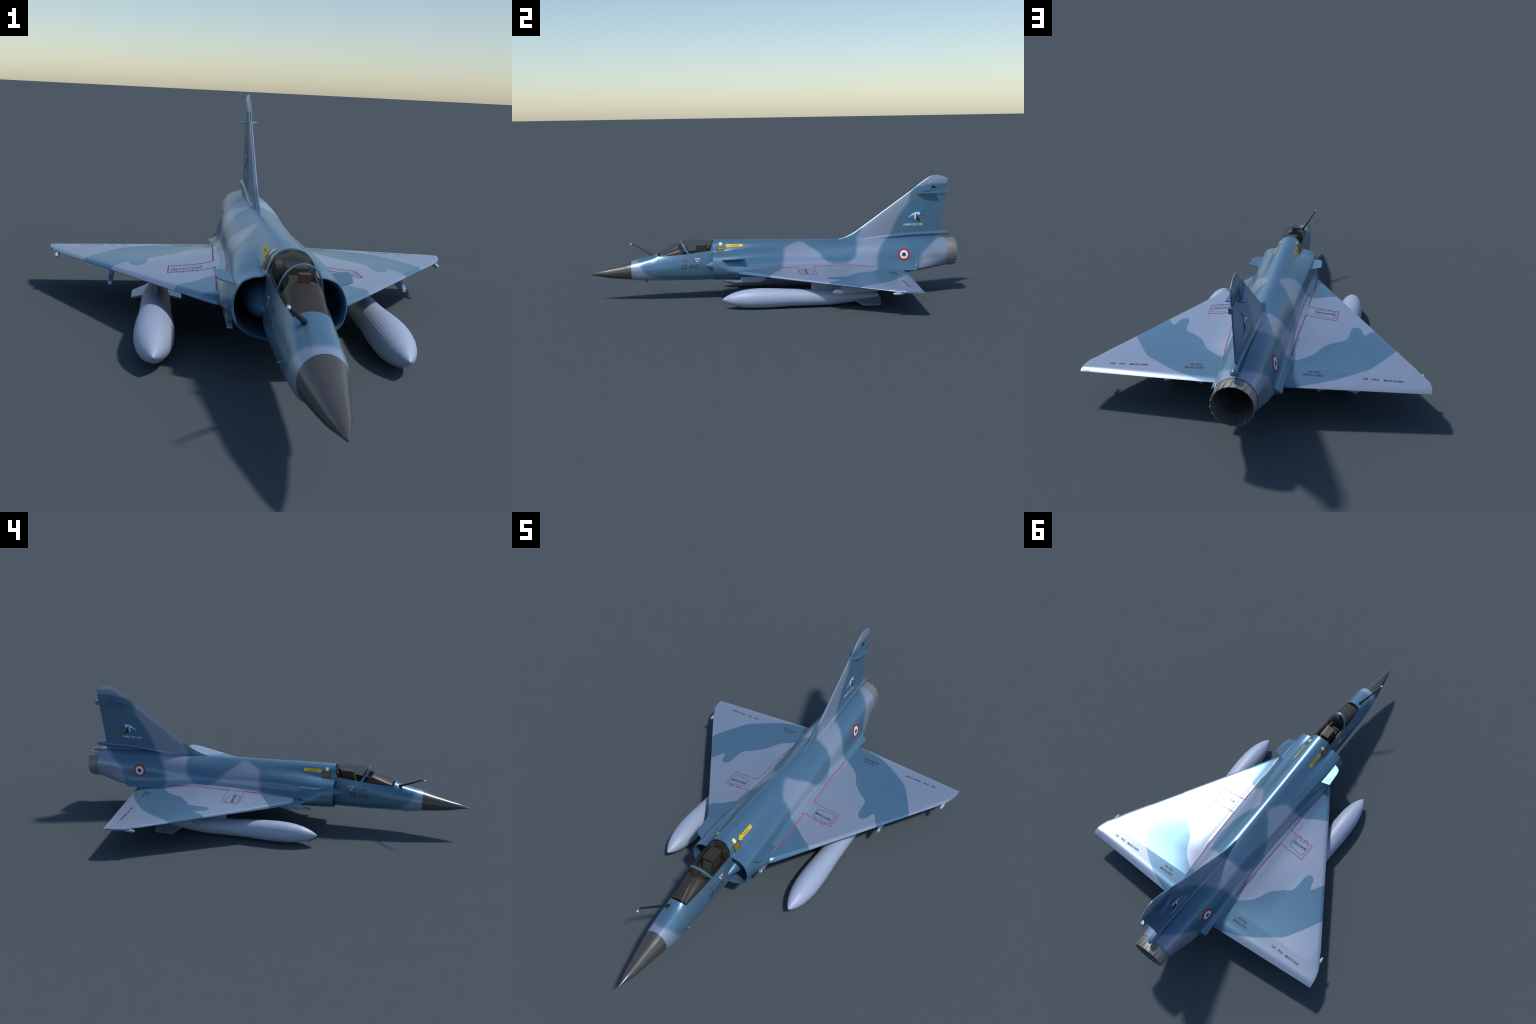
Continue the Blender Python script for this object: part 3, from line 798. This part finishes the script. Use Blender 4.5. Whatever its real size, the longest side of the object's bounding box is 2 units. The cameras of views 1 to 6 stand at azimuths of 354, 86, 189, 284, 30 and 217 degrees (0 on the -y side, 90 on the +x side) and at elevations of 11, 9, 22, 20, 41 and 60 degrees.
L0 = .0008
for s in (1, -1):
    S = lambda y, z: Frame((s*.10, y, z), (0, s, 0), (0, 0, 1), (-s, 0, 0), T_SIDE)
    # roundel: red, white, blue
    fr = S(.698, .2245)
    ro = bpy.data.objects.new("roundel", None); bpy.context.scene.collection.objects.link(ro); ro.parent = ROOT
    lay("roundel_ring", ring_bm(.0228, .0325), fr, M_RED, L0, parent=ro)
    lay("roundel_ring", ring_bm(.0108, .0228), fr, M_WHITE, L0, parent=ro)
    lay("roundel_centre", ring_bm(0, .0108), fr, M_BLUE, L0, parent=ro)
    # aircraft code
    lay("code_lettering", text_bm("25-AO", 0, 0, .0935, .0235, bold=-.004), S(-.4575, .1855), M_INK, L0, cell=.003)
    # ejection-seat triangle
    fr = S(-.4175, .2175)
    lay("warning_triangle", poly_bm([[(-.0140, .0115), (.0140, .0115), (0, -.0120)]]), fr, M_WHITE, L0, cell=.003)
    lay("warning_triangle_centre", poly_bm([[(-.0078, .0082), (-.002, .0082), (0, .0066), (.002, .0082), (.0078, .0082), (0, -.0055)]]), fr, M_RED, L0*2, cell=.003)
    # small red badge
    fr = S(-.484, .2140)
    lay("red_badge", poly_bm([[(-.0195,-.0025),(.0195,-.0025),(.0155,.0008),(.012,.0052),(-.010,.0052),(-.0135,.0008)]]), fr, M_RED, L0, cell=.003)
    lay("badge_spikes", poly_bm([[(c-.0012,.0052),(c+.0012,.0052),(c,.0098)] for c in (-.0125,-.0005,.0120)] + [[(c-.0035,.0005),(c+.0025,.0005),(c-.0005,.0042)] for c in (-.007,.0015,.009)]), fr, M_DARK, L0*2, cell=.003)
    # rescue marks behind the canopy
    dv = Vector((-.78*s, 0, -.62)); vv = Vector((-.62*s, 0, .78))
    K = lambda y, x, z: Frame((s*x, y, z), (0, s, 0), tuple(vv), tuple(dv), T_SIDE)
    fr = K(-.2205, .0455, .2915)
    a = -s                                # arrow points to the nose
    lay("rescue_arrow", poly_bm([[(a*.048, 0), (a*.030, .0145), (a*.030, .0080), (-a*.048, .0080), (-a*.048, -.0080), (a*.030, -.0080), (a*.030, -.0145)]]), fr, M_YELLOW, L0, cell=.003)
    lay("arrow_lettering", text_bm("SAUVETAGE", -a*.005, 0, .038, .0062), fr, M_INK, L0*2, cell=.003)
    fr = K(-.2915, .0375, .2995)
    lay("rescue_tab_edge", poly_bm([[(-.0088,-.0108),(.0088,-.0108),(.0088,.0108),(-.0088,.0108)]]), fr, M_LIME, L0, cell=.003)
    lay("rescue_tab", poly_bm([[(-.0062,-.0078),(.0062,-.0078),(.0062,.0078),(-.0062,.0078)]]), fr, M_WHITE, L0*2, cell=.003)
    fr = K(-.2925, .0540, .2795)
    lay("instruction_plate", poly_bm([[(-.0195,-.0158),(.0195,-.0158),(.0195,.0158),(-.0195,.0158)]]), fr, M_INK, L0, cell=.003)
    for i, t in enumerate(("SAUVETAGE", "VERRIERE", "TIREZ ICI")):
        lay("plate_lettering", text_bm(t, 0, .0093 - i*.0093, .032, .0062, bold=.01), fr, M_YELLOW, L0*2, cell=.003)
    # fin emblem: stylised white bird on a blue delta
    fr = Frame((s*.03, .78, .44), (0, 1, 0), (0, 0, 1), (-s, 0, 0), T_FIN)
    em = bpy.data.objects.new("fin_emblem", None); bpy.context.scene.collection.objects.link(em); em.parent = ROOT
    P = lambda pts: poly_bm([[(y - .78, z - .44) for y, z in pts]])
    lay("emblem_delta", P([(.720,.4115),(.855,.4965),(.808,.4440),(.797,.4320),(.808,.4100)]), fr, M_DELTA, L0, cell=.01, parent=em)
    lay("emblem_bird", P([(.7435,.4200),(.7600,.4320),(.7710,.4400),(.7870,.4447),(.8072,.4420),(.8050,.4310),(.7930,.4285),(.7845,.4345),(.7840,.4160),(.7825,.4050),(.7760,.4060),(.7740,.4120),(.7775,.4275),(.7650,.4270),(.7550,.4235),(.7450,.4175)]), fr, M_WHITE, L0*2, cell=.01, parent=em)
    lay("emblem_wing", P([(.7840,.4365),(.7890,.4330),(.7970,.4150),(.8045,.4050),(.8075,.3890),(.7970,.3970),(.7860,.4030),(.7852,.4150)]), fr, M_INK, L0*3, cell=.01, parent=em)
    lay("emblem_beak", P([(.8050,.4325),(.8345,.4250),(.8345,.4232),(.8060,.4275)]), fr, M_BEAK, L0*2, cell=.01, parent=em)
    fr = Frame((s*.03, .7675, .3770), (0, s, 0), (0, 0, 1), (-s, 0, 0), T_FIN)
    lay("fin_lettering", text_bm("ARMEE DE L'AIR", 0, 0, .109, .0118, bold=.012), fr, M_WHITE, L0, cell=.01)

    # walkway lines and stencils on the wing
    D = lambda x, y, ux, vy: Frame((x, y, .25), (ux, 0, 0), (0, vy, 0), (0, 0, -1), T_WING)
    fr = Frame((0, 0, .25), (s, 0, 0), (0, 1, 0), (0, 0, -1), T_WING)
    path = [(.1505,-.130),(.1415,.113),(.2695,.116),(.2665,.2015),(.1425,.1985),(.1280,.531)]
    q = []
    for p0, p1 in zip(path[:-1], path[1:]): q += line_quads(p0, p1, .0034, .0034, .0026)
    base = []
    for p0, p1 in zip(path[:-1], path[1:]): base += line_quads(p0, p1, .0034)
    lay("walkway_line", poly_bm(base), fr, M_PINK, .0005, cell=.012)
    lay("walkway_dashes", poly_bm(q), fr, M_REDLINE, .0008, cell=.02, stuff=True)
    out = [(.1755,.1545),(.1790,.1760),(.2450,.1870),(.2560,.1815),(.2600,.1290),(.2400,.1265),(.2395,.1080),(.2270,.1075),(.2265,.1260),(.2030,.1280),(.2025,.1100),(.1900,.1095),(.1895,.1290),(.1790,.1290),(.1755,.1545)]
    q = []
    for p0, p1 in zip(out[:-1], out[1:]): q += line_quads(p0, p1, .0013)
    lay("step_outline", poly_bm(q), fr, M_INK, .0010, cell=.02, stuff=True)
    lay("walkway_lettering", text_bm("MARCHER", 0, 0, .073, .0145, bold=.012, spacing=1.15), D(s*.2165, .1495, 1, 1), M_INK, .0010, cell=.006)
    lay("elevon_lettering", text_bm("NE   PAS   MARCHER", 0, 0, .148, .0115, bold=.012, spacing=1.1), D(s*.475, .6200, -1, -1), M_INK, .0010, cell=.006)
    lay("elevon_lettering", text_bm("NE PAS", 0, 0, .048, .0115, bold=.012, spacing=1.1), D(s*.222, .6050, -1, -1), M_INK, .0010, cell=.006)
    lay("elevon_lettering", text_bm("MARCHER", 0, 0, .073, .0120, bold=.012, spacing=1.1), D(s*.222, .6245, -1, -1), M_INK, .0010, cell=.006)
